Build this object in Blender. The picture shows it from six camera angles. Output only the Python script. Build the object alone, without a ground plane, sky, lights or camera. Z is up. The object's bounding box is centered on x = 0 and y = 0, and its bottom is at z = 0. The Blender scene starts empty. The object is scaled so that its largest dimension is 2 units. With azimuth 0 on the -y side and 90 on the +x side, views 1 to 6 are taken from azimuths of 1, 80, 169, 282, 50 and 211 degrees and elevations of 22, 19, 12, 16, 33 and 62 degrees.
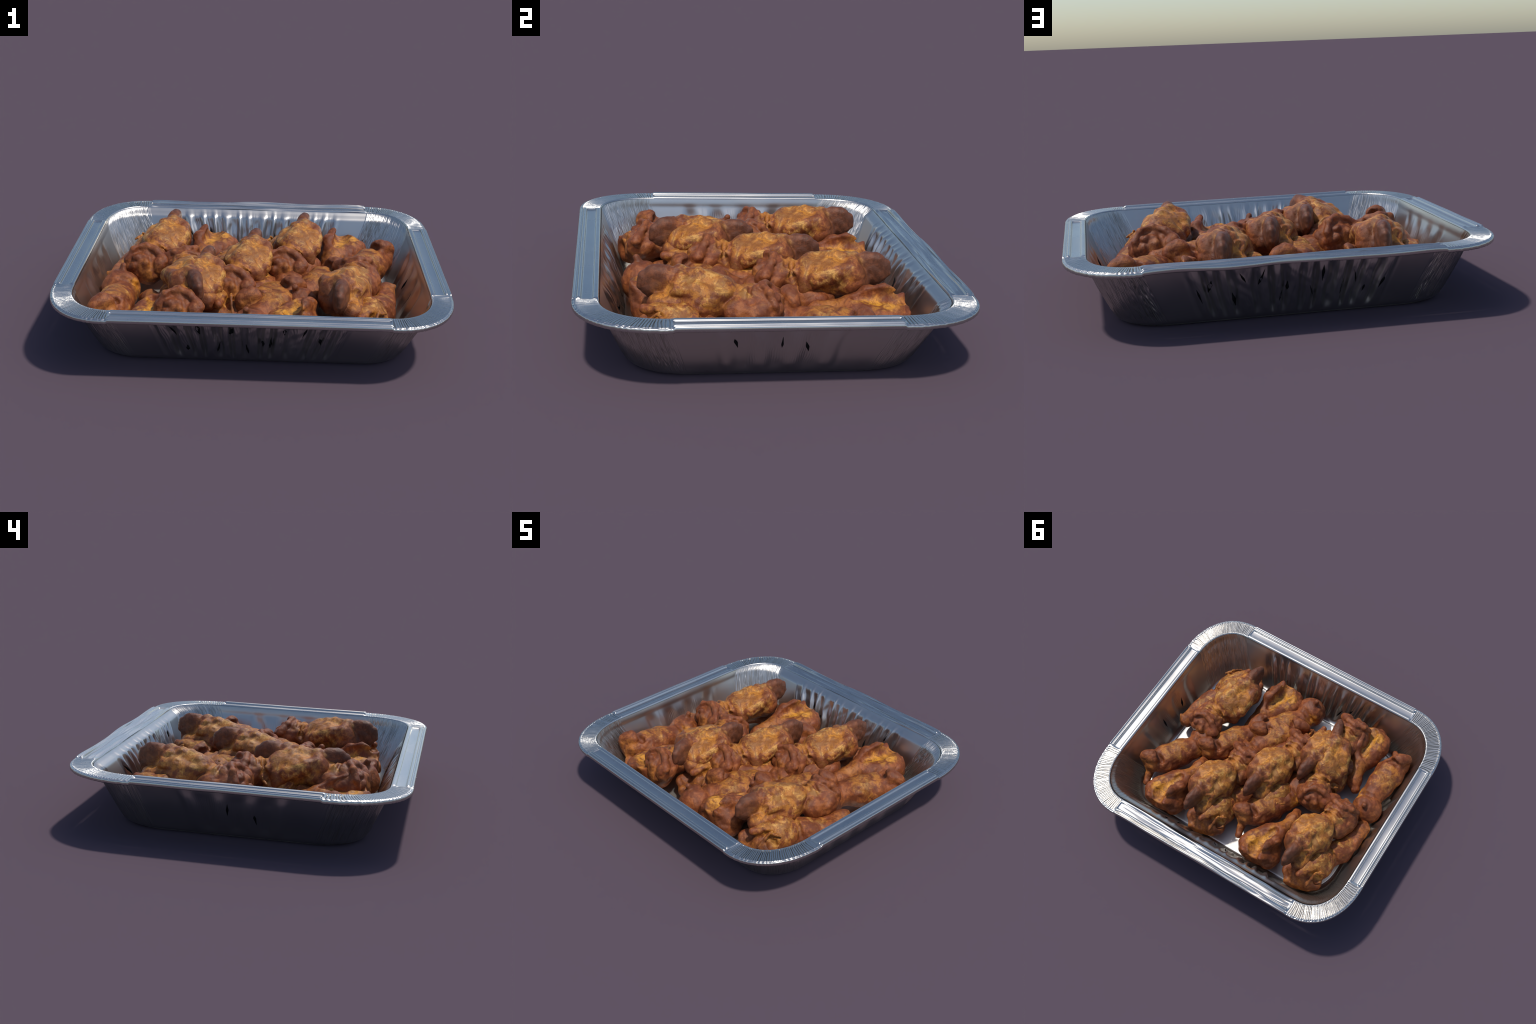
# Foil roasting tray filled with smoked pig trotters, all built procedurally.
import bpy, math
import numpy as np
from mathutils import Vector

rng = np.random.default_rng(7)

# ------------------------------------------------------------------ noise
_perm = np.random.default_rng(11).permutation(256)
_perm = np.concatenate([_perm, _perm, _perm])
_g = np.random.default_rng(12).normal(size=(256, 3))
_g /= np.linalg.norm(_g, axis=1)[:, None]


def perlin(p):
    """Gradient noise, about -0.7 .. 0.7, for an (n,3) array."""
    p = np.asarray(p, float)
    i = np.floor(p).astype(int)
    f = p - i
    i &= 255
    w = f * f * f * (f * (f * 6 - 15) + 10)
    out = 0
    for dx in (0, 1):
        ix = _perm[i[:, 0] + dx]
        wx = w[:, 0] if dx else 1 - w[:, 0]
        for dy in (0, 1):
            iy = _perm[ix + i[:, 1] + dy]
            wy = w[:, 1] if dy else 1 - w[:, 1]
            for dz in (0, 1):
                g = _g[_perm[iy + i[:, 2] + dz] & 255]
                wz = w[:, 2] if dz else 1 - w[:, 2]
                d = g[:, 0] * (f[:, 0] - dx) + g[:, 1] * (f[:, 1] - dy) + g[:, 2] * (f[:, 2] - dz)
                out = out + d * wx * wy * wz
    return out


def noise1(x, seed=0.0):
    x = np.asarray(x, float)
    flat = x.ravel()
    p = np.stack([flat, np.full_like(flat, seed * 7.13 + .37), np.full_like(flat, .71)], 1)
    return perlin(p).reshape(x.shape)


def noise2(x, y, seed=0.0):
    x, y = np.broadcast_arrays(np.asarray(x, float), np.asarray(y, float))
    p = np.stack([x.ravel(), y.ravel(), np.full(x.size, seed * 3.17 + .43)], 1)
    return perlin(p).reshape(x.shape)


def sstep(a, b, x):
    t = np.clip((x - a) / (b - a), 0, 1)
    return t * t * (3 - 2 * t)


# ------------------------------------------------------- signed distances
def V(*a):
    return np.array(a, float)


def smin(a, b, k):
    h = np.clip(.5 + .5 * (b - a) / k, 0, 1)
    return b + (a - b) * h - k * h * (1 - h)


def smax(a, b, k):
    return -smin(-a, -b, k)


def ball(p, c, r):
    """Ellipsoid with centre c and radii r (number or triple), optional."""
    r = np.asarray(r, float) * np.ones(3)
    q = (p - np.asarray(c, float)) / r
    k0 = np.linalg.norm(q, axis=1)
    k1 = np.linalg.norm(q / r, axis=1)
    return k0 * (k0 - 1) / np.maximum(k1, 1e-9)


def oriented(p, c, r, axis, up=(0, 0, 1)):
    """Ellipsoid whose first radius lies along axis and third along up."""
    a = np.asarray(axis, float); a /= np.linalg.norm(a)
    s = np.cross(np.asarray(up, float), a); s /= np.linalg.norm(s)
    u = np.cross(a, s)
    q = p - np.asarray(c, float)
    q = np.stack([q @ a, q @ s, q @ u], 1)
    return ball(q, (0, 0, 0), r)


def tube(p, pts, radii, k=.03):
    """Smooth chain of round cones through pts."""
    pts = [np.asarray(q, float) for q in pts]
    d = None
    for a, b, ra, rb in zip(pts, pts[1:], radii, radii[1:]):
        ab = b - a
        t = np.clip(((p - a) @ ab) / (ab @ ab), 0, 1)
        e = np.linalg.norm(p - a - t[:, None] * ab, axis=1) - (ra + (rb - ra) * t)
        d = e if d is None else smin(d, e, k)
    return d


def surface(sdf, lo, hi, h, relief=None):
    """Surface nets over the zero level of sdf; returns vertices and quads."""
    lo = np.asarray(lo, float); hi = np.asarray(hi, float)
    n = np.ceil((hi - lo) / h).astype(int) + 1
    ax = [lo[i] + h * np.arange(n[i]) for i in range(3)]
    G = np.stack(np.meshgrid(*ax, indexing="ij"), -1).reshape(-1, 3)
    D = sdf(G) + .004
    if relief is not None:
        near = np.abs(D) < .035
        D[near] += relief(G[near])
    D = D.reshape(n)
    inside = D < 0
    cells = np.zeros(n - 1, int)
    for a in (0, 1):
        for b in (0, 1):
            for c in (0, 1):
                cells += inside[a:n[0] - 1 + a, b:n[1] - 1 + b, c:n[2] - 1 + c]
    act = (cells > 0) & (cells < 8)
    idx = np.full(act.shape, -1)
    ijk = np.argwhere(act)
    idx[act] = np.arange(len(ijk))
    corner = [(a, b, c) for a in (0, 1) for b in (0, 1) for c in (0, 1)]
    val = np.stack([D[ijk[:, 0] + a, ijk[:, 1] + b, ijk[:, 2] + c] for a, b, c in corner], 1)
    acc = np.zeros((len(ijk), 3)); cnt = np.zeros(len(ijk))
    for i, A in enumerate(corner):
        for j, B in enumerate(corner):
            if j > i and sum(abs(x - y) for x, y in zip(A, B)) == 1:
                m = (val[:, i] < 0) != (val[:, j] < 0)
                t = val[m, i] / (val[m, i] - val[m, j])
                acc[m] += np.array(A) + t[:, None] * (np.array(B) - np.array(A))
                cnt[m] += 1
    verts = lo + h * (ijk + acc / cnt[:, None])
    quads = []
    for axis in range(3):
        u, v = (axis + 1) % 3, (axis + 2) % 3
        sl0 = [slice(0, n[0]), slice(0, n[1]), slice(0, n[2])]
        sl1 = list(sl0)
        sl0[axis] = slice(0, n[axis] - 1); sl1[axis] = slice(1, n[axis])
        a, b = inside[tuple(sl0)], inside[tuple(sl1)]
        e = np.argwhere(a != b)
        e = e[(e[:, u] > 0) & (e[:, v] > 0) & (e[:, u] < n[u] - 1) & (e[:, v] < n[v] - 1)]
        out = a[e[:, 0], e[:, 1], e[:, 2]]
        def at(du, dv):
            q = e.copy(); q[:, u] -= du; q[:, v] -= dv
            return idx[q[:, 0], q[:, 1], q[:, 2]]
        f = np.stack([at(1, 1), at(0, 1), at(0, 0), at(1, 0)], 1)
        f[~out] = f[~out][:, ::-1]
        quads.append(f)
    return verts, np.concatenate(quads)


# --------------------------------------------------------------- materials
def new_mat(name):
    m = bpy.data.materials.new(name)
    m.use_nodes = True
    nt = m.node_tree
    nt.nodes.clear()
    out = nt.nodes.new("ShaderNodeOutputMaterial")
    b = nt.nodes.new("ShaderNodeBsdfPrincipled")
    nt.links.new(b.outputs[0], out.inputs[0])
    return m, nt, b


class Net:
    def __init__(self, nt):
        self.nt = nt

    def node(self, kind, **kw):
        n = self.nt.nodes.new(kind)
        for k, v in kw.items():
            setattr(n, k, v)
        return n

    def put(self, sock, v):
        if isinstance(v, bpy.types.NodeSocket):
            self.nt.links.new(v, sock)
        else:
            sock.default_value = v

    def math(self, op, a, b=0.0, clamp=False):
        n = self.node("ShaderNodeMath", operation=op, use_clamp=clamp)
        self.put(n.inputs[0], a); self.put(n.inputs[1], b)
        return n.outputs[0]

    def ramp(self, v, lo, hi, a=0.0, b=1.0):
        n = self.node("ShaderNodeMapRange", interpolation_type="SMOOTHSTEP")
        self.put(n.inputs[0], v)
        n.inputs[1].default_value = lo; n.inputs[2].default_value = hi
        n.inputs[3].default_value = a; n.inputs[4].default_value = b
        return n.outputs[0]

    def noise(self, vec, scale, detail=2.0, rough=.5, distort=0.0):
        n = self.node("ShaderNodeTexNoise")
        self.put(n.inputs["Vector"], vec)
        n.inputs["Scale"].default_value = scale
        n.inputs["Detail"].default_value = detail
        n.inputs["Roughness"].default_value = rough
        n.inputs["Distortion"].default_value = distort
        return n.outputs["Fac"]

    def mix(self, f, a, b):
        n = self.node("ShaderNodeMix", data_type="RGBA")
        self.put(n.inputs[0], f)
        for s, v in ((n.inputs[6], a), (n.inputs[7], b)):
            self.put(s, (*v, 1.0) if isinstance(v, tuple) else v)
        return n.outputs[2]

    def blob(self, vec, c, r, soft=.5):
        """1 inside an ellipsoid of radii r round c, fading out at its edge."""
        s = self.node("ShaderNodeVectorMath", operation="SUBTRACT")
        self.put(s.inputs[0], vec); s.inputs[1].default_value = c
        d = self.node("ShaderNodeVectorMath", operation="DIVIDE")
        self.nt.links.new(s.outputs[0], d.inputs[0]); d.inputs[1].default_value = r
        l = self.node("ShaderNodeVectorMath", operation="LENGTH")
        self.nt.links.new(d.outputs[0], l.inputs[0])
        return self.ramp(l.outputs["Value"], 1 - soft, 1 + soft, 1.0, 0.0)


MAHOGANY = (.205, .052, .017)
RUST = (.360, .110, .030)
GOLD = (.450, .165, .026)
STRAW = (.660, .345, .085)
UMBER = (.060, .023, .014)
ORANGE = (.500, .195, .022)


def meat_mat(name, base, golden, dark, orange, flesh=ORANGE):
    """Smoked skin: mahogany ground, golden areas, dark and orange patches.
    Each list holds (centre, radii, strength) in the piece's own frame."""
    m, nt, bsdf = new_mat(name)
    n = Net(nt)
    tc = n.node("ShaderNodeTexCoord")
    ob = tc.outputs["Object"]
    add = n.node("ShaderNodeVectorMath", operation="ADD")
    nt.links.new(ob, add.inputs[0]); add.inputs[1].default_value = base
    warpn = n.node("ShaderNodeTexNoise"); nt.links.new(ob, warpn.inputs["Vector"])
    warpn.inputs["Scale"].default_value = 14
    wv = n.node("ShaderNodeVectorMath", operation="MULTIPLY_ADD")
    nt.links.new(warpn.outputs["Color"], wv.inputs[0]); wv.inputs[1].default_value = (.07,) * 3
    off = n.node("ShaderNodeVectorMath", operation="ADD")
    nt.links.new(add.outputs[0], off.inputs[0]); off.inputs[1].default_value = (-.035,) * 3
    nt.links.new(off.outputs[0], wv.inputs[2])
    pos = wv.outputs[0]

    def total(items):
        s = 0.0
        for c, r, k in items:
            b = n.blob(pos, c, r)
            if k != 1:
                b = n.math("MULTIPLY", b, k)
            s = b if s == 0.0 else n.math("MAXIMUM", s, b)
        return s

    big = n.noise(ob, 9, 3, .6)
    mid = n.noise(ob, 26, 5, .66, .5)
    streak = n.noise(ob, 48, 4, .65, 1.2)
    fine = n.noise(ob, 130, 4, .7)
    grain = n.noise(ob, 420, 2, .6)
    g = total(golden)
    # ground colour
    col = n.mix(n.ramp(mid, .38, .64), MAHOGANY, RUST)
    # golden areas broken up by blotches
    gm = n.math("ADD", n.math("MULTIPLY", big, 1.3), n.math("MULTIPLY", mid, 1.5))
    gm = n.math("ADD", gm, n.math("MULTIPLY", streak, .6))
    gm = n.math("ADD", gm, n.math("MULTIPLY", g, .62))
    gm = n.math("ADD", gm, n.math("MULTIPLY", fine, .45))
    col = n.mix(n.ramp(gm, 2.19, 2.56), col, GOLD)
    straw = n.math("ADD", n.math("MULTIPLY", n.noise(ob, 13, 4, .62, .6), 1.5), n.math("MULTIPLY", fine, .45))
    straw = n.math("ADD", straw, n.math("MULTIPLY", streak, .30))
    straw = n.math("ADD", straw, .075)
    straw = n.math("MULTIPLY", n.ramp(straw, 1.18, 1.42), n.ramp(g, .30, .85))
    col = n.mix(n.math("MULTIPLY", straw, .85), col, STRAW)
    if orange:
        o = n.math("MULTIPLY", total(orange), n.ramp(mid, .30, .55))
        col = n.mix(o, col, n.mix(n.ramp(mid, .42, .62), flesh, tuple(min(1, c * 1.35) for c in flesh)))
    # brown smoke stains and scorched specks
    stain = n.ramp(n.math("ADD", n.math("MULTIPLY", n.noise(ob, 15, 5, .7, .8), 1.0), n.math("MULTIPLY", fine, .25)), .57, .68)
    col = n.mix(n.math("MULTIPLY", stain, .58), col, (.125, .032, .011))
    if dark:
        dk = n.math("MULTIPLY", total(dark), n.ramp(mid, .25, .55, .75, 1.0))
        col = n.mix(dk, col, n.mix(n.ramp(mid, .42, .66), (.092, .032, .016), (.190, .061, .027)))
    sp = n.ramp(n.math("ADD", n.math("MULTIPLY", fine, .7), n.math("MULTIPLY", grain, .45)), .44, .56, 1.0, 0.0)
    col = n.mix(n.math("MULTIPLY", sp, .40), col, n.mix(.55, col, UMBER))
    nt.links.new(col, bsdf.inputs["Base Color"])
    n.put(bsdf.inputs["Roughness"], n.ramp(n.noise(ob, 18, 3), .3, .7, .38, .56))
    bsdf.inputs["Specular IOR Level"].default_value = .32
    bump = n.node("ShaderNodeBump"); bump.inputs["Strength"].default_value = .60
    bump.inputs["Distance"].default_value = .004
    h = n.math("ADD", n.math("MULTIPLY", fine, .9), n.math("MULTIPLY", grain, .35))
    nt.links.new(h, bump.inputs["Height"])
    nt.links.new(bump.outputs[0], bsdf.inputs["Normal"])
    return m


def foil_mat(name, rough=.2, tone=.6, bumps=0.0):
    m, nt, bsdf = new_mat(name)
    n = Net(nt)
    ob = n.node("ShaderNodeTexCoord").outputs["Object"]
    v = n.noise(ob, 3, 2)
    col = n.mix(n.ramp(v, .3, .7), (tone * 1.02, tone * .99, tone * .94), (tone * 1.08, tone * 1.03, tone * .96))
    nt.links.new(col, bsdf.inputs["Base Color"])
    bsdf.inputs["Metallic"].default_value = 1.0
    n.put(bsdf.inputs["Roughness"], n.ramp(n.noise(ob, 4, 2), .3, .7, rough - .02, rough + .03))
    if bumps:
        bump = n.node("ShaderNodeBump"); bump.inputs["Strength"].default_value = .12 * bumps
        bump.inputs["Distance"].default_value = .01
        nt.links.new(n.noise(ob, 9, 1, .4), bump.inputs["Height"])
        nt.links.new(bump.outputs[0], bsdf.inputs["Normal"])
    return m


# ------------------------------------------------------------------ helpers
coll = bpy.context.scene.collection


def mesh_from(name, verts, faces, normals=None, mat=None):
    me = bpy.data.meshes.new(name)
    verts = np.asarray(verts, np.float32); faces = np.asarray(faces, np.int32)
    me.vertices.add(len(verts)); me.vertices.foreach_set("co", verts.ravel())
    k = faces.shape[1]
    me.loops.add(faces.size); me.loops.foreach_set("vertex_index", faces.ravel())
    me.polygons.add(len(faces))
    me.polygons.foreach_set("loop_start", np.arange(0, faces.size, k, dtype=np.int32))
    me.polygons.foreach_set("loop_total", np.full(len(faces), k, np.int32))
    me.polygons.foreach_set("use_smooth", np.ones(len(faces), bool))
    me.update(calc_edges=True)
    me.validate()
    if normals is not None:
        me.normals_split_custom_set_from_vertices([tuple(x) for x in normals])
    if mat:
        me.materials.append(mat)
    return me


def vertex_normals(v, f):
    n = np.zeros_like(v)
    c = np.cross(v[f[:, 2]] - v[f[:, 0]], v[f[:, 3]] - v[f[:, 1]])
    for k in range(4):
        np.add.at(n, f[:, k], c)
    return n / np.maximum(np.linalg.norm(n, axis=1)[:, None], 1e-12)


def split_parts(v, f, labels, names, base, mat):
    """Cut a closed surface into named meshes that keep the common normals."""
    nrm = vertex_normals(v, f)
    fc = v[f].mean(1)
    lab = labels(fc)
    out = []
    for i, nm in enumerate(names):
        ff = f[lab == i]
        if not len(ff):
            continue
        used = np.unique(ff)
        remap = np.full(len(v), -1); remap[used] = np.arange(len(used))
        out.append((nm, mesh_from(nm, v[used] - base, remap[ff], nrm[used], mat)))
    return out


def skin_relief(seed, lumps=.010, folds=.004):
    def relief(p):
        q = p + seed * 1.7
        r = lumps * perlin(q * 11)
        r += lumps * .50 * perlin(q * 24 + 5)
        w = 1 - 2 * np.abs(perlin(q * np.array([20, 14, 20]) + 9))
        r += folds * .9 * (w - .6)
        r += .0022 * perlin(q * 55 + 3) + .0008 * perlin(q * 130)
        return r
    return relief


# ---------------------------------------------------------------- trotters
# All four are laid out together in one frame: y points to the toes,
# the tip of the top trotter's toe stands over the origin.
STEP = .0049


def flat_tube(p, pts, radii, squash, k=.02):
    """Tube flattened sideways: its x half width is radius / squash."""
    pts = np.array(pts, float)
    xc = np.interp(p[:, 1], pts[:, 1], pts[:, 0])
    q = p.copy(); q[:, 0] = (p[:, 0] - xc) * squash
    pp = pts.copy(); pp[:, 0] = 0
    return tube(q, list(pp), radii, k) / (1 + .5 * (squash - 1))


def trotter_top():
    def sdf(p):
        # foot: a knobbly, skin-wrapped block
        d = oriented(p, (-.050, -.290, .258), (.155, .112, .112), (.22, .97, -.05))
        d = smin(d, ball(p, (-.085, -.385, .285), (.088, .070, .062)), .016)     # rump over the neck
        d = smin(d, ball(p, (-.025, -.395, .235), (.075, .065, .075)), .016)
        d = smin(d, ball(p, (-.012, -.420, .205), (.055, .040, .042)), .010)     # pale cheek by the neck
        d = smin(d, tube(p, [(-.018, -.185, .352), (-.06, -.27, .352), (-.10, -.37, .325)], [.028, .036, .038], .01), .022)
        d = smin(d, tube(p, [(.022, -.19, .315), (.040, -.28, .30), (.030, -.37, .27)], [.040, .048, .045], .01), .020)
        d = smin(d, tube(p, [(-.105, -.16, .300), (-.125, -.25, .300), (-.150, -.34, .285)], [.036, .045, .040], .01), .020)
        d = smin(d, tube(p, [(-.02, -.17, .26), (-.02, -.20, .20)], [.075, .062], .01), .02)
        d = smin(d, tube(p, [(-.075, -.20, .215), (-.085, -.105, .215)], [.082, .064], .01), .022)   # skin wrapping under the toe
        d = smin(d, ball(p, (.030, -.175, .250), (.048, .050, .085)), .016)
        d = smin(d, ball(p, (-.018, -.188, .372), (.020, .016, .014)), .012)
        neck = tube(p, [(-.085, -.42, .235), (-.125, -.50, .238), (-.135, -.56, .215)], [.080, .086, .095], .03)
        d = smin(d, neck, .008)
        # shank end: blunt disc tilted up, with a curled lip round four lobes
        d = smin(d, oriented(p, (-.133, -.560, .222), (.075, .120, .112), (.05, -.82, .52)), .018)
        d = smin(d, ball(p, (-.180, -.455, .212), (.064, .085, .082)), .014)
        d = smin(d, ball(p, (-.215, -.530, .200), (.055, .075, .080)), .02)
        d = smin(d, ball(p, (-.125, -.300, .235), (.075, .110, .085)), .02)
        d = smin(d, tube(p, [(-.225, -.605, .215), (-.230, -.598, .262), (-.198, -.572, .312), (-.137, -.550, .326), (-.075, -.570, .312), (-.030, -.605, .265)], [.020, .023, .024, .024, .025, .030], .01), .012)
        d = smin(d, ball(p, (-.125, -.620, .236), (.031, .040, .052)), .006)
        d = smin(d, ball(p, (-.055, -.612, .226), (.043, .043, .068)), .006)
        d = smin(d, ball(p, (-.180, -.598, .278), (.032, .034, .030)), .006)
        d = smin(d, ball(p, (-.193, -.615, .232), (.034, .034, .036)), .006)
        d = smin(d, ball(p, (-.110, -.622, .180), (.070, .042, .055)), .02)
        d = smax(d, -tube(p, [(-.207, -.62, .300), (-.165, -.59, .318), (-.11, -.60, .305), (-.088, -.655, .245)], [.007, .009, .010, .009], .01), .010)
        # toe: tall, narrow, hooked horn
        toe = flat_tube(p, [(-.030, -.20, .285), (-.028, -.13, .292), (-.018, -.075, .298), (-.010, -.034, .312)], [.098, .090, .072, .038], 2.0, .02)
        toe = smin(toe, flat_tube(p, [(-.03, -.17, .335), (-.020, -.08, .345), (-.012, -.04, .330)], [.046, .038, .027], 1.25, .02), .015)
        d = smin(d, tube(p, [(.040, -.205, .325), (-.015, -.195, .350), (-.075, -.200, .335)], [.036, .034, .038], .01), .014)   # shoulder round the horn
        d = smin(d, ball(p, (.048, -.215, .265), (.042, .052, .080)), .02)
        d = smin(d, toe, .005)
        d = smax(d, -tube(p, [(.004, -.160, .384), (-.02, -.158, .388), (-.055, -.152, .380)], [.004, .005, .004], .006), .012)
        # hollow on the toe's inner side
        d = smax(d, -tube(p, [(-.108, -.115, .318), (-.078, -.050, .322)], [.036, .024], .01), .010)
        # slit in the skin, cheek fold and creases round the neck
        d = smax(d, -tube(p, [(-.112, -.252, .368), (-.135, -.285, .374), (-.160, -.318, .356)], [.004, .012, .004], .005), .010)
        d = smax(d, -tube(p, [(.005, -.462, .20), (-.045, -.478, .265), (-.105, -.468, .326), (-.18, -.425, .315)], [.007, .009, .009, .006], .006), .014)
        d = smax(d, -tube(p, [(-.065, -.505, .300), (-.12, -.500, .328), (-.18, -.485, .300)], [.003, .005, .003], .006), .016)
        return d
    v, f = surface(sdf, (-.33, -.78, .06), (.14, .06, .44), STEP, skin_relief(1.0, .008, .005))
    base = V(-.08, -.32, .10)
    mat = meat_mat("top_trotter_skin", tuple(base),
                   golden=[((-.05, -.30, .29), (.17, .17, .15), 1.0), ((-.12, -.49, .27), (.09, .06, .11), .75)],
                   dark=[((-.008, -.065, .31), (.07, .105, .115), 1.0)],
                   orange=[((-.105, -.09, .295), (.05, .06, .05), .9), ((-.02, -.29, .39), (.05, .05, .04), .8), ((-.10, -.68, .22), (.08, .05, .09), .35)])

    def lab(c):
        toe = (c[:, 1] > -.172 + .10 * (c[:, 2] - .30)) & (c[:, 2] > .19) & (c[:, 0] > -.075)
        knob = c[:, 1] < -.50
        return np.where(toe, 1, np.where(knob, 2, 0))
    return split_parts(v, f, lab, ["foot", "toe", "shank"], base, mat), base


def trotter_split():
    """Split trotter with its cut, yellow inside turned up and a hollow end."""
    def sdf(p):
        d = oriented(p, (.195, -.100, .155), (.165, .125, .098), (.10, .97, .12))
        d = smin(d, ball(p, (.255, -.075, .140), (.108, .115, .095)), .03)
        d = smin(d, ball(p, (.205, -.19, .14), (.085, .08, .085)), .03)
        d = smin(d, tube(p, [(.16, -.22, .155), (.130, -.31, .150), (.125, -.38, .140), (.135, -.43, .13)], [.085, .050, .050, .040], .03), .03)
        d = smin(d, ball(p, (.120, -.060, .125), (.065, .085, .085)), .02)
        # ridges either side of the cut
        d = smin(d, tube(p, [(.115, -.24, .175), (.130, -.15, .232), (.160, -.075, .250), (.180, -.026, .268)], [.035, .040, .036, .022], .02), .02)
        d = smin(d, tube(p, [(.200, -.22, .155), (.255, -.13, .165), (.315, -.06, .165)], [.050, .052, .045], .02), .02)
        d = smin(d, tube(p, [(.155, .0, .20), (.150, .030, .245)], [.045, .016], .02), .02)
        d = smin(d, tube(p, [(.255, -.02, .205), (.236, .013, .245)], [.034, .007], .02), .015)
        d = smin(d, tube(p, [(.295, -.005, .175), (.285, .030, .215)], [.034, .010], .02), .015)
        d = smin(d, tube(p, [(.155, -.105, .255), (.160, -.078, .285)], [.022, .010], .02), .012)
        # gully of exposed fat
        d = smax(d, -tube(p, [(.170, -.215, .230), (.205, -.12, .252), (.222, -.04, .254), (.212, .01, .242)], [.018, .040, .044, .032], .02), .012)
        d = smax(d, -tube(p, [(.225, -.175, .232), (.275, -.085, .250)], [.012, .020], .02), .016)
        d = smax(d, p[:, 1] - .030, .02)
        # hollow end
        d = smax(d, -oriented(p, (.100, .028, .185), (.052, .024, .032), (.75, .60, .1)), .016)
        d = smax(d, -oriented(p, (.24, .055, .15), (.05, .03, .05), (.1, .9, .2)), .02)
        return d
    v, f = surface(sdf, (.02, -.55, .02), (.41, .11, .33), STEP, skin_relief(2.0, .010, .004))
    base = V(.19, -.17, .05)
    mat = meat_mat("split_trotter_skin", tuple(base),
                   golden=[((.22, -.06, .25), (.07, .10, .05), .6)],
                   dark=[((.16, -.08, .275), (.025, .03, .025), .7), ((.24, .02, .235), (.03, .025, .03), .7), ((.10, .02, .18), (.05, .04, .04), .6)],
                   orange=[((.222, -.05, .235), (.045, .085, .05), 1.0), ((.195, -.15, .22), (.030, .070, .04), 1.0), ((.270, -.09, .22), (.030, .06, .035), .7), ((.13, -.29, .15), (.08, .08, .09), .25)], flesh=(.56, .25, .028))
    lab = lambda c: np.where(c[:, 1] < -.27, 1, 0)
    return split_parts(v, f, lab, ["foot", "shank"], base, mat), base


def trotter_cupped():
    """Trotter whose toes form a cup under a finger-like ridge."""
    def sdf(p):
        d = oriented(p, (-.165, -.175, .135), (.125, .115, .105), (.25, .95, 0))
        d = smin(d, tube(p, [(-.185, -.26, .135), (-.235, -.33, .125), (-.285, -.45, .120), (-.296, -.545, .132), (-.302, -.575, .134)], [.10, .078, .060, .052, .054], .03), .03)
        d = smin(d, ball(p, (-.29, -.36, .10), (.05, .06, .06)), .03)
        # cup wall
        d = smin(d, tube(p, [(-.06, -.15, .10), (-.02, -.07, .11), (-.015, -.045, .12)], [.075, .042, .026], .02), .03)
        d = smin(d, tube(p, [(-.015, -.04, .12), (-.06, .0, .085), (-.12, .000, .075), (-.175, -.022, .085), (-.220, -.065, .095)], [.024, .030, .040, .044, .044], .02), .02)
        d = smin(d, ball(p, (-.14, -.06, .08), (.10, .075, .06)), .02)
        d = smin(d, ball(p, (-.170, -.075, .110), (.098, .074, .085)), .02)
        # ridge of the upper toe
        d = smin(d, tube(p, [(-.175, -.20, .195), (-.145, -.10, .205), (-.118, -.03, .215)], [.065, .048, .026], .02), .02)
        d = smax(d, -tube(p, [(-.07, -.10, .195), (-.055, -.035, .170), (-.075, .0, .16)], [.028, .034, .026], .02), .016)
        d = smax(d, p[:, 1] + .25 * (-p[:, 0] - .16) - .008, .02)
        # torn skin fork
        d = smax(d, -tube(p, [(-.165, -.03, .185), (-.195, -.07, .200), (-.225, -.115, .225)], [.018, .024, .014], .02), .012)
        d = smin(d, tube(p, [(-.215, -.095, .235), (-.200, -.055, .195), (-.190, -.01, .150)], [.007, .010, .012], .01), .010)
        d = smin(d, tube(p, [(-.225, -.10, .215), (-.255, -.125, .205)], [.010, .007], .01), .010)
        d = smax(d, -ball(p, (-.235, -.075, .165), (.028, .030, .03)), .014)
        # creases at the ankle
        d = smax(d, -tube(p, [(-.14, -.30, .20), (-.205, -.285, .215), (-.26, -.265, .19), (-.29, -.25, .14)], [.006, .010, .010, .008], .01), .014)
        d = smax(d, -ball(p, (-.300, -.46, .195), (.03, .045, .022)), .02)
        # flared, flat-cut shank
        d = smin(d, tube(p, [(-.312, -.575, .155), (-.346, -.570, .168)], [.034, .014], .02), .02)
        d = smax(d, -(p @ V(-.33, -.94, .0) - (.33 * .332 + .94 * .575 + .035)) * -1, .012)
        return d
    v, f = surface(sdf, (-.43, -.68, .0), (.06, .08, .30), STEP, skin_relief(3.0, .008, .003))
    base = V(-.20, -.27, .02)
    mat = meat_mat("cupped_trotter_skin", tuple(base),
                   golden=[((-.17, -.17, .2), (.13, .14, .12), .95), ((-.25, -.38, .17), (.07, .09, .08), .7)],
                   dark=[((-.21, -.04, .15), (.05, .05, .05), .6), ((-.07, -.03, .13), (.04, .04, .04), .5)],
                   orange=[((-.13, 0, .11), (.12, .06, .08), .35), ((-.34, -.55, .12), (.08, .09, .09), .3)])
    lab = lambda c: np.where(c[:, 1] < -.295, 1, 0)
    return split_parts(v, f, lab, ["foot", "shank"], base, mat), base


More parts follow.
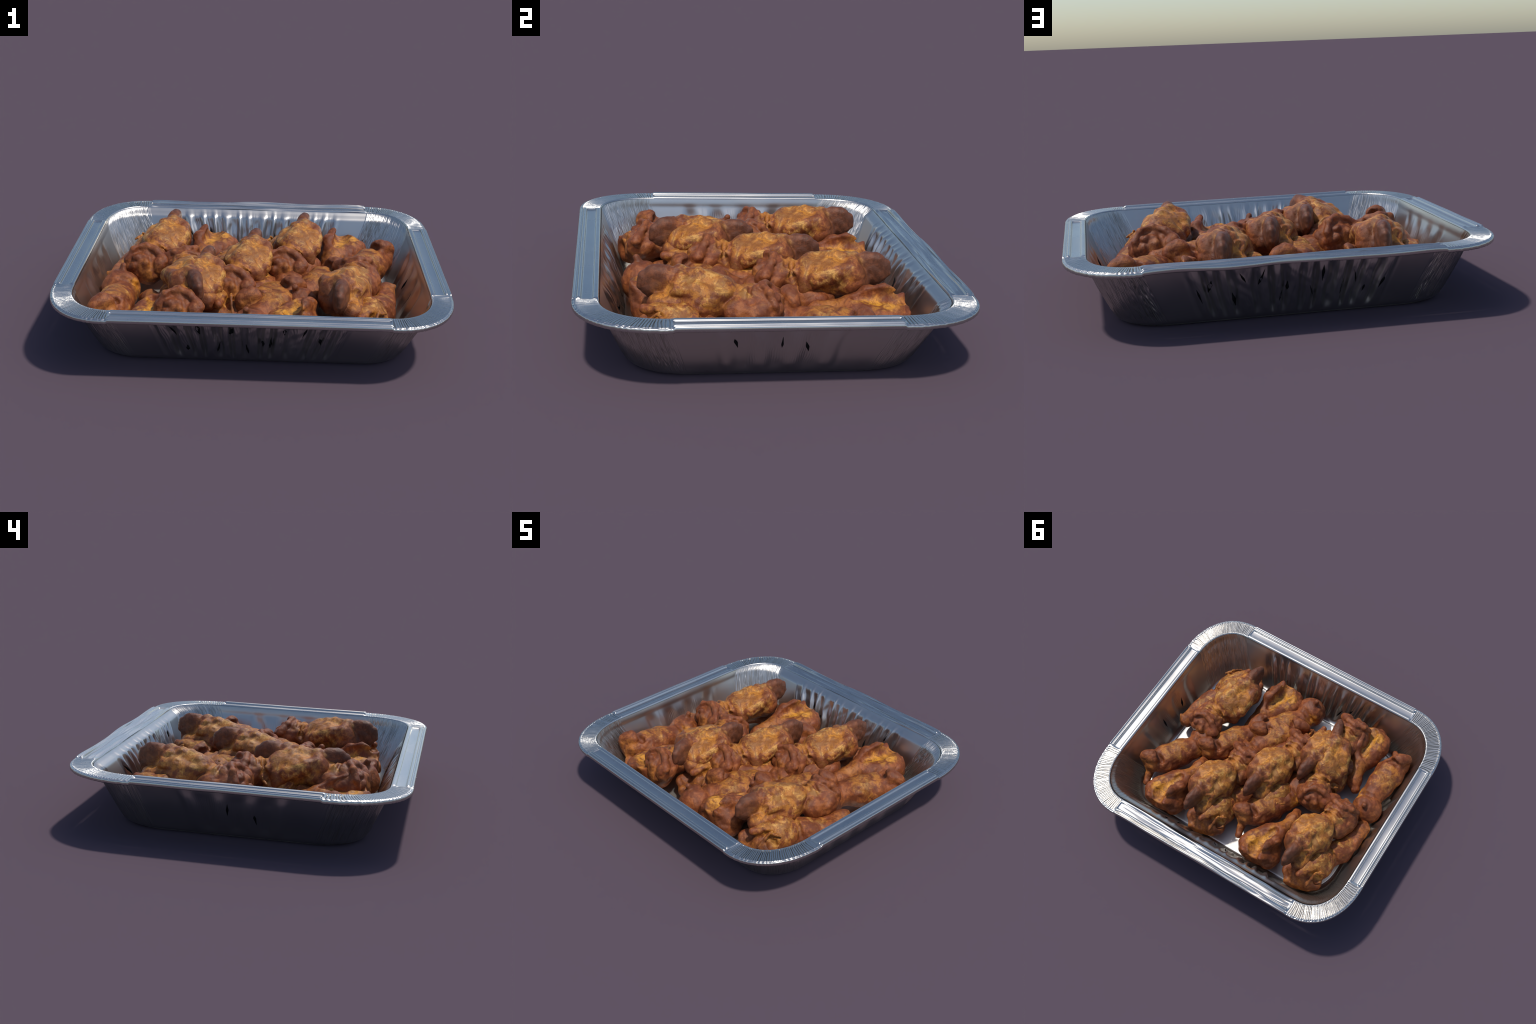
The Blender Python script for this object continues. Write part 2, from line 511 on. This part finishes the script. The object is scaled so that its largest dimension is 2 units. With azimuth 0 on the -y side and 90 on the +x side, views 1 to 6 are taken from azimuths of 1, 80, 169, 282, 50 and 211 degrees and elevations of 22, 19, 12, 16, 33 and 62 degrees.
def trotter_knuckle():
    """Trotter with a big smooth knuckle and a gnarled, many-lobed foot."""
    def sdf(p):
        d = oriented(p, (.225, -.580, .135), (.105, .108, .112), (.5, .86, 0))
        d = smin(d, tube(p, [(.238, -.50, .138), (.308, -.395, .148), (.364, -.302, .148), (.415, -.236, .165)], [.080, .092, .100, .078], .03), .012)
        # gnarled end
        d = smin(d, ball(p, (.425, -.235, .245), (.060, .048, .040)), .03)
        d = smin(d, ball(p, (.480, -.215, .215), (.036, .038, .055)), .03)
        d = smin(d, ball(p, (.458, -.235, .15), (.046, .048, .06)), .02)
        d = smin(d, tube(p, [(.425, -.215, .14), (.412, -.15, .10), (.400, -.105, .085)], [.036, .028, .030], .02), .02)
        # nub and folds on the knuckle
        d = smin(d, tube(p, [(.205, -.595, .225), (.200, -.612, .258)], [.024, .016], .02), .010)
        d = smax(d, -tube(p, [(.165, -.62, .225), (.175, -.585, .250), (.205, -.565, .255)], [.008, .010, .006], .01), .012)
        d = smax(d, -tube(p, [(.14, -.52, .16), (.18, -.495, .195), (.21, -.500, .215), (.26, -.53, .235)], [.010, .014, .010, .008], .01), .016)
        d = smax(d, -tube(p, [(.41, -.285, .255), (.385, -.255, .245), (.35, -.245, .22)], [.010, .013, .010], .01), .018)
        return d
    v, f = surface(sdf, (.07, -.74, .0), (.58, -.03, .33), STEP, skin_relief(4.0, .010, .004))
    base = V(.31, -.40, .03)
    mat = meat_mat("knuckle_trotter_skin", tuple(base),
                   golden=[((.34, -.37, .22), (.10, .10, .12), .95)],
                   dark=[((.205, -.60, .25), (.04, .04, .03), .45), ((.40, -.27, .25), (.04, .03, .03), .5)],
                   orange=[((.17, -.48, .16), (.05, .06, .07), .9), ((.42, -.18, .17), (.07, .07, .09), .3)])
    lab = lambda c: np.where(c[:, 1] + .5 * (c[:, 0] - .22) < -.49, 1, np.where(c[:, 1] + .5 * (c[:, 0] - .4) > -.27, 2, 0))
    return split_parts(v, f, lab, ["shank", "knuckle", "foot"], base, mat), base


KINDS = [
    (trotter_top(), "gnarled smoked pig trotter with dark hooked toe"),
    (trotter_split(), "split smoked pig trotter showing yellow fatty inside"),
    (trotter_cupped(), "smoked pig trotter with cupped toes and shank"),
    (trotter_knuckle(), "smoked pig trotter with round glossy brown knuckle"),
]
# where each group of four lies: turn (degrees), toe tip x, y
GROUPS = [(0, -.464, .604), (0, .019, .313), (0, .298, .605), (0, -.225, .016), (205.7, -.262, -.531), (180, .420, -.608)]
for turn, tx, ty in GROUPS:
    a = math.radians(turn)
    c, s = math.cos(a), math.sin(a)
    for (parts, base), label in KINDS:
        root = bpy.data.objects.new("smoked_trotter", None)
        coll.objects.link(root)
        root.empty_display_size = .05
        root.location = (tx + c * base[0] - s * base[1], ty + s * base[0] + c * base[1], base[2])
        root.rotation_euler = (0, 0, a)
        root["label"] = label
        root["category"] = "smoked meat"
        for nm, me in parts:
            o = bpy.data.objects.new(nm, me)
            coll.objects.link(o)
            o.parent = root

# -------------------------------------------------------------------- tray
NX, NY, NC = 330, 260, 640          # samples along each side and corner


def ring_params():
    """kind: 0..3 side (+x,+y,-x,-y), 4..7 corner after that side; t in 0..1."""
    kind, t = [], []
    for q in range(4):
        n = NY if q % 2 == 0 else NX
        kind += [q] * n; t += list(np.arange(n) / n)
        kind += [4 + q] * NC; t += list(np.arange(NC) / NC)
    return np.array(kind), np.array(t)


KIND, TT = ring_params()
N = len(KIND)


def ring(a, b, sx, sy, e=2.2):
    """Rounded rectangle, half sizes a, b, straight half lengths sx, sy."""
    x = np.zeros(N); y = np.zeros(N)
    m = KIND == 0; x[m] = a; y[m] = -sy + 2 * sy * TT[m]
    m = KIND == 1; y[m] = b; x[m] = sx - 2 * sx * TT[m]
    m = KIND == 2; x[m] = -a; y[m] = sy - 2 * sy * TT[m]
    m = KIND == 3; y[m] = -b; x[m] = -sx + 2 * sx * TT[m]
    for q, (cx, cy, a0) in enumerate(((1, 1, 0), (-1, 1, 90), (-1, -1, 180), (1, -1, 270))):
        m = KIND == 4 + q
        th = np.radians(a0 + 90 * TT[m])
        c, s = np.cos(th), np.sin(th)
        x[m] = cx * sx + (a - sx) * np.sign(c) * np.abs(c) ** (2 / e)
        y[m] = cy * sy + (b - sy) * np.sign(s) * np.abs(s) ** (2 / e)
    return x, y


A_IN, B_IN, SX, SY = .890, .768, .672, .482
A_OUT, B_OUT = .998, .884
A_FL, B_FL, SX_FL, SY_FL = .756, .620, .520, .365
corner_w = np.zeros(N)                       # 1 on crimped corners
corner_w[KIND >= 4] = 1.0
along = np.where(KIND >= 4, TT * 90, np.where(KIND % 2 == 0, TT * 2 * SY, TT * 2 * SX))


def mesh_rows(rows):
    """rows: list of (N,3) rings -> vertices and quads of a closed band."""
    v = np.concatenate(rows)
    R = len(rows)
    i = np.arange(N); j = (i + 1) % N
    f = np.concatenate([np.stack([r * N + i, r * N + j, (r + 1) * N + j, (r + 1) * N + i], 1) for r in range(R - 1)])
    return v, f


def submesh(name, v, f, keep, mat):
    ff = f[keep]
    used = np.unique(ff)
    remap = np.full(len(v), -1); remap[used] = np.arange(len(used))
    nrm = vertex_normals(v, f)
    return mesh_from(name, v[used], remap[ff], nrm[used], mat)


foil = foil_mat("foil", .27, .52)
foil_in = foil_mat("foil_wall", .33, .52, .5)
foil_floor = foil_mat("foil_floor", .52, .78)

tray = bpy.data.objects.new("foil_tray", None)
coll.objects.link(tray)
tray["label"] = "shiny rectangular aluminium foil tray with crimped corners"
tray["category"] = "foil tray"


def add_part(name, me):
    o = bpy.data.objects.new(name, me)
    coll.objects.link(o)
    o.parent = tray
    return o


# --- wall: from the rim's inner edge down to the floor
def wall_profile(n=46):
    """(inset 0..1 from rim to floor, z) down a sloping wall with a round foot."""
    top = np.array([0.0, .308]); foot = np.array([.74, .034]); end = np.array([1.0, .004])
    pts = []
    for k in range(n - 12):
        t = k / (n - 12)
        pts.append(top + (foot - top) * t)
    for k in range(13):
        t = k / 12
        mid = np.array([.83, .003])
        pts.append((1 - t) ** 2 * foot + 2 * t * (1 - t) * mid + t * t * end)
    return np.array(pts)


WP = wall_profile()
rows = []
x0, y0 = ring(A_IN, B_IN, SX, SY)
nx = np.gradient(y0); ny = -np.gradient(x0)
ln = np.hypot(nx, ny); nx /= ln; ny /= ln       # outward
side = np.where(KIND < 4, KIND, -1)
sgn = np.where(KIND % 2 == 0, y0, x0)           # position along a side


def facets(u, w, cell, seed):
    """Crumpled foil: piecewise planar relief."""
    fx, fy = u / cell, w / cell
    best = np.full(u.shape, -9.0)
    for k in range(9):
        r = np.random.default_rng(seed * 31 + k)
        ang, ph, am = r.uniform(0, 6.28), r.uniform(0, 6.28), r.uniform(.7, 1.3)
        q = (np.cos(ang) * fx + np.sin(ang) * fy) * am + ph
        tri = np.abs((q / 2) % 1 - .5) * 4 - 1
        best = np.maximum(best, tri * .6 + .4 * noise2(fx * .7, fy * .7, seed + k))
    return best - .8


def wall_relief(z):
    w = sstep(.012, .07, z) * sstep(.312, .215, z)
    d = np.zeros(N)
    # pleats on the long sides
    long_m = (side == 1) | (side == 3)
    win = sstep(.52, .46, np.abs(sgn))
    ph = sgn / .080 + 1.7 * noise1(sgn * 5.5, 1) + np.where(side == 1, .3, 0) + .18 * noise2(sgn * 14, z * 9, 4)
    saw = np.abs((ph % 1) - .5) * 2                      # 0 mid pleat, 1 crease
    pleat = .5 - sstep(.35, .95, saw)
    amp = .014 * (1 + 1.0 * noise1(ph * .6, 3))
    d += np.where(long_m, win * amp * pleat * 1.3, 0)
    fine = np.abs(((sgn / .0125 + 1.6 * noise2(sgn * 20, z * 22, 6)) % 1) - .5) * 2 - .5
    d += np.where(long_m, win * .0026 * fine * sstep(.03, .10, z) * np.where(side == 3, 1.3, .7), 0)
    d += np.where(long_m, win * .014 * facets(sgn, z * .5 + 0 * sgn, .055, 5) * .6, 0)
    # broad bosses on the short sides
    short = (side == 0) | (side == 2)
    ws = sstep(.33, .27, np.abs(sgn))
    ph2 = (sgn + .02) / .17
    b = sstep(.80, .10, np.abs(((ph2 + .12 * noise2(sgn * 8, np.full(N, z * 8), 14)) % 1) - .5) * 2)
    d += np.where(short, ws * .013 * (b - .3) * sstep(.30, .20, z + .03 * noise1(np.floor(ph2) * 2.3, 4)), 0)
    pan = sstep(.20, .17, np.abs(sgn - .02))
    fine2 = np.abs(((sgn / .0115 + 1.2 * noise2(sgn * 18, z * 26, 8)) % 1) - .5) * 2 - .5
    d += np.where(short, pan * .0026 * fine2 * sstep(.04, .09, z) * sstep(.26, .20, z), 0)
    d *= w
    # fan of wrinkles at the corners
    cm = KIND >= 4
    th = TT * 90
    wr = noise1(th * .85 + KIND * 40 + 1.5 * noise2(th * .1, np.full(N, z * 12), 2), 9) + .6 * noise2(th * 1.7 + KIND * 30, np.full(N, z * 14), 12)
    edge = sstep(-.02, .10, TT) * sstep(1.02, .90, TT)
    d += np.where(cm, .0035 * (1.2 - 3 * np.abs(wr)) * edge * sstep(.01, .06, z) * sstep(.325, .28, z), 0)
    # crumpled patches beside three of the corners
    zz = np.full(N, z)
    for q, c0, wd, am in ((4, 84, 20, .011), (7, 78, 16, .009), (5, 6, 12, .007)):
        m = (KIND == q) * np.exp(-((th - c0) / wd) ** 2)
        d += m * am * facets(th * .011, zz, .034, q + 2) * sstep(.01, .05, z) * sstep(.325, .29, z)
    return d


outer, inner = [], []
for u, z in WP:
    sx = SX + (SX_FL - SX) * u; sy = SY + (SY_FL - SY) * u
    out_w = .013 * float(sstep(0, .12, np.array(u))) * (1 - float(sstep(.3, .8, np.array(u))))
    x, y = ring(A_IN + (A_FL - A_IN) * u + out_w, B_IN + (B_FL - B_IN) * u, sx, sy)
    d = wall_relief(float(z))
    shift = .011 * float(sstep(0, .10, np.array(u)))
    outer.append(np.stack([x + nx * d, y + ny * d - shift, np.full(N, z)], 1))
    t = .003 + .012 * float(sstep(.0, .10, np.array(u)))
    t = t * (1 + .7 * np.clip(ny, 0, 1) - .3 * np.abs(nx))
    inner.append(np.stack([x + nx * (d - t), y + ny * (d - t) - shift, np.full(N, z + .009 * float(sstep(.6, .9, np.array(u))))], 1))
wv, wf = mesh_rows(outer + inner[::-1])
wall = add_part("wall", mesh_from("wall", wv, wf, None, foil_in))

# --- floor: flat pan with a faint embossed ridge round its edge
rows = []
for k, (sc, dz) in enumerate(((1.0, .004), (.97, .004), (.955, .007), (.94, .007), (.92, .004), (.7, .003), (.4, .004), (.1, .003), (.004, .003))):
    last = np.stack(ring(A_FL * sc + .004, B_FL * sc + .004, SX_FL * sc, SY_FL * sc), 1) - np.array([0, .010])
    rows.append(np.column_stack([last, np.full(N, dz + .007) + (.0012 * noise2(last[:, 0] * 4, last[:, 1] * 4) if sc < .9 else 0)]))
fv, ff = mesh_rows(rows)
floor = add_part("floor", mesh_from("floor", fv, ff, None, foil_floor))
so = floor.modifiers.new("thickness", "SOLIDIFY"); so.thickness = .010; so.offset = -1

# --- rim: straight rails with a stepped, beaded section; crimped flat corners
RAIL = [(0.0, .322), (.03, .329), (.08, .332), (.16, .332), (.21, .330), (.235, .325), (.27, .3228), (.40, .322), (.52, .322), (.61, .3224),
        (.645, .326), (.67, .333), (.71, .3355), (.76, .3355), (.795, .333), (.82, .3275), (.86, .327), (.89, .330), (.93, .333), (.965, .332),
        (.99, .327), (1.0, .320), (.995, .313), (.97, .309), (.94, .311), (.88, .316), (.60, .317), (.30, .318), (.02, .319)]
FLAT = [(0.0, .322), (.03, .3275), (.08, .3285), (.16, .3285), (.21, .3285), (.24, .3285), (.30, .3285), (.40, .3285), (.52, .3285), (.60, .3285),
        (.645, .3285), (.68, .3285), (.72, .3285), (.77, .3285), (.80, .3285), (.83, .3285), (.86, .3285), (.89, .328), (.93, .3245), (.965, .3245),
        (.99, .321), (1.0, .314), (.995, .308), (.97, .304), (.94, .305), (.88, .311), (.60, .314), (.30, .316), (.02, .319)]


def densify(P, k=2):
    P = np.array(P); out = []
    for a, b in zip(P, P[1:]):
        for t in range(k):
            out.append(a + (b - a) * t / k)
    out.append(P[-1])
    return np.array(out)


RAIL, FLAT = densify(RAIL), densify(FLAT)
wc = corner_w.copy()
RIM_DROP = .013
# short smooth run from corner to rail
pos_in = np.where(KIND >= 4, 0, np.minimum(TT, 1 - TT) * np.where(KIND % 2 == 0, 2 * SY, 2 * SX))
wc = np.where(KIND >= 4, 1.0, sstep(.014, .002, pos_in))
th = TT * 90 + KIND * 13.7
rows = []
for (ur, zr), (uf, zf) in zip(RAIL, FLAT):
    u = wc * uf + (1 - wc) * ur
    z = wc * zf + (1 - wc) * zr - RIM_DROP
    um = float(uf)
    # crimps: flat pads with narrow grooves between them, some forking
    ph = th * .47 + .7 * noise2(th * .10, np.full(N, um * 1.2), 3) + .32 * noise2(th * .35, np.full(N, um * 1.8), 5)
    gr = np.abs((ph % 1) - .5) * 2
    groove = sstep(.46, .96, gr)
    dep = .0080 * (.9 + .9 * noise1(np.round(ph) * .77, 2)) * sstep(.02, .14, um) * sstep(.91, .80, um)
    cm = (KIND >= 4)
    on_top = 1.0 if float(zf) > .3225 else 0.0
    z = z - np.where(cm, groove * dep * on_top, 0)
    z = z + np.where(cm, on_top * .0004 * noise2(th * .5, np.full(N, um * 3), 8), 0)
    # beads of the rolled edge wobble a little
    z = z + np.where(cm, (.0030 if um > .9 else 0.0) * noise1(th * .45, 6), 0)
    # the far long side is bent and crinkled along its length
    m = (KIND == 1) * sstep(0, .06, pos_in)
    z = z + m * (.012 * noise2(x0 * 2.6 + um * 2, np.full(N, um * 8), 21) + .006 * noise2(x0 * 4.5 - um * 4, np.full(N, um * 15), 23))
    z = z + .0012 * noise2(x0 * 5, y0 * 5, 31)
    xo = np.stack(ring(A_IN, B_IN, SX, SY), 1); xq = np.stack(ring(A_OUT, B_OUT, SX, SY), 1)
    uu = u + m * .05 * noise2(x0 * 2.5, np.full(N, um * 2), 25)
    xy = xo + (xq - xo) * uu[:, None]
    rows.append(np.column_stack([xy, z]))
rv, rf = mesh_rows(rows)
rf = rf[:, ::-1]
qk = np.tile(KIND, len(rows) - 1)
for q in range(4):
    add_part("rim_rail", submesh("rim_rail", rv, rf, qk == q, foil))
for q in range(4):
    add_part("crimped_corner", submesh("crimped_corner", rv, rf, qk == 4 + q, foil))

# --- black shading facets of the foil, modelled as slivers laid on the walls
black, nt_b, bs_b = new_mat("painted_black_shading")
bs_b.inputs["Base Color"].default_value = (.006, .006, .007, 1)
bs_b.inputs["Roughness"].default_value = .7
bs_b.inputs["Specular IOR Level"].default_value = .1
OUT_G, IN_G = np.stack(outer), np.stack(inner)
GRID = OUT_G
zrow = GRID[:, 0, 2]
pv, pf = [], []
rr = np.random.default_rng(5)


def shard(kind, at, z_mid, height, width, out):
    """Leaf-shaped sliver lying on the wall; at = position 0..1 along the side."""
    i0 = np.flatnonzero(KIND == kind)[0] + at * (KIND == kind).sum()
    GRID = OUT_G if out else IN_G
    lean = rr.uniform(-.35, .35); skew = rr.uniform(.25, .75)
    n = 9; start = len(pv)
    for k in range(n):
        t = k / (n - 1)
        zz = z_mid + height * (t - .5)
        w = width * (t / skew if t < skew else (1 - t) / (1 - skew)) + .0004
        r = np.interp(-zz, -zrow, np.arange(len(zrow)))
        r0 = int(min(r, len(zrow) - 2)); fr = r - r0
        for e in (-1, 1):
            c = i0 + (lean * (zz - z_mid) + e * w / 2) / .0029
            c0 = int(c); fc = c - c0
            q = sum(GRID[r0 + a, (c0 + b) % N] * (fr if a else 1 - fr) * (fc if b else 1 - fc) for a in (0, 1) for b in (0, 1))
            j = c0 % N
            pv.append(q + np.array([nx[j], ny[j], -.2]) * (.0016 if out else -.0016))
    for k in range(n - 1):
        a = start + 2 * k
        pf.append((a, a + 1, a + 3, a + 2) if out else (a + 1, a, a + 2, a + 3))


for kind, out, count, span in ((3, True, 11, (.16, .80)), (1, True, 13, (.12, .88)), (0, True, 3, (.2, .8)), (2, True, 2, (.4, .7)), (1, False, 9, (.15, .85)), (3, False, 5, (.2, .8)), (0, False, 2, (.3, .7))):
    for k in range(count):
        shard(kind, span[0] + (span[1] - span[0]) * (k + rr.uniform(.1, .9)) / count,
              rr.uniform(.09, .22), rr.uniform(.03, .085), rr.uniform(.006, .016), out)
shards = add_part("black_shading_sliver", mesh_from("black_shading_sliver", np.array(pv), np.array(pf), None, black))
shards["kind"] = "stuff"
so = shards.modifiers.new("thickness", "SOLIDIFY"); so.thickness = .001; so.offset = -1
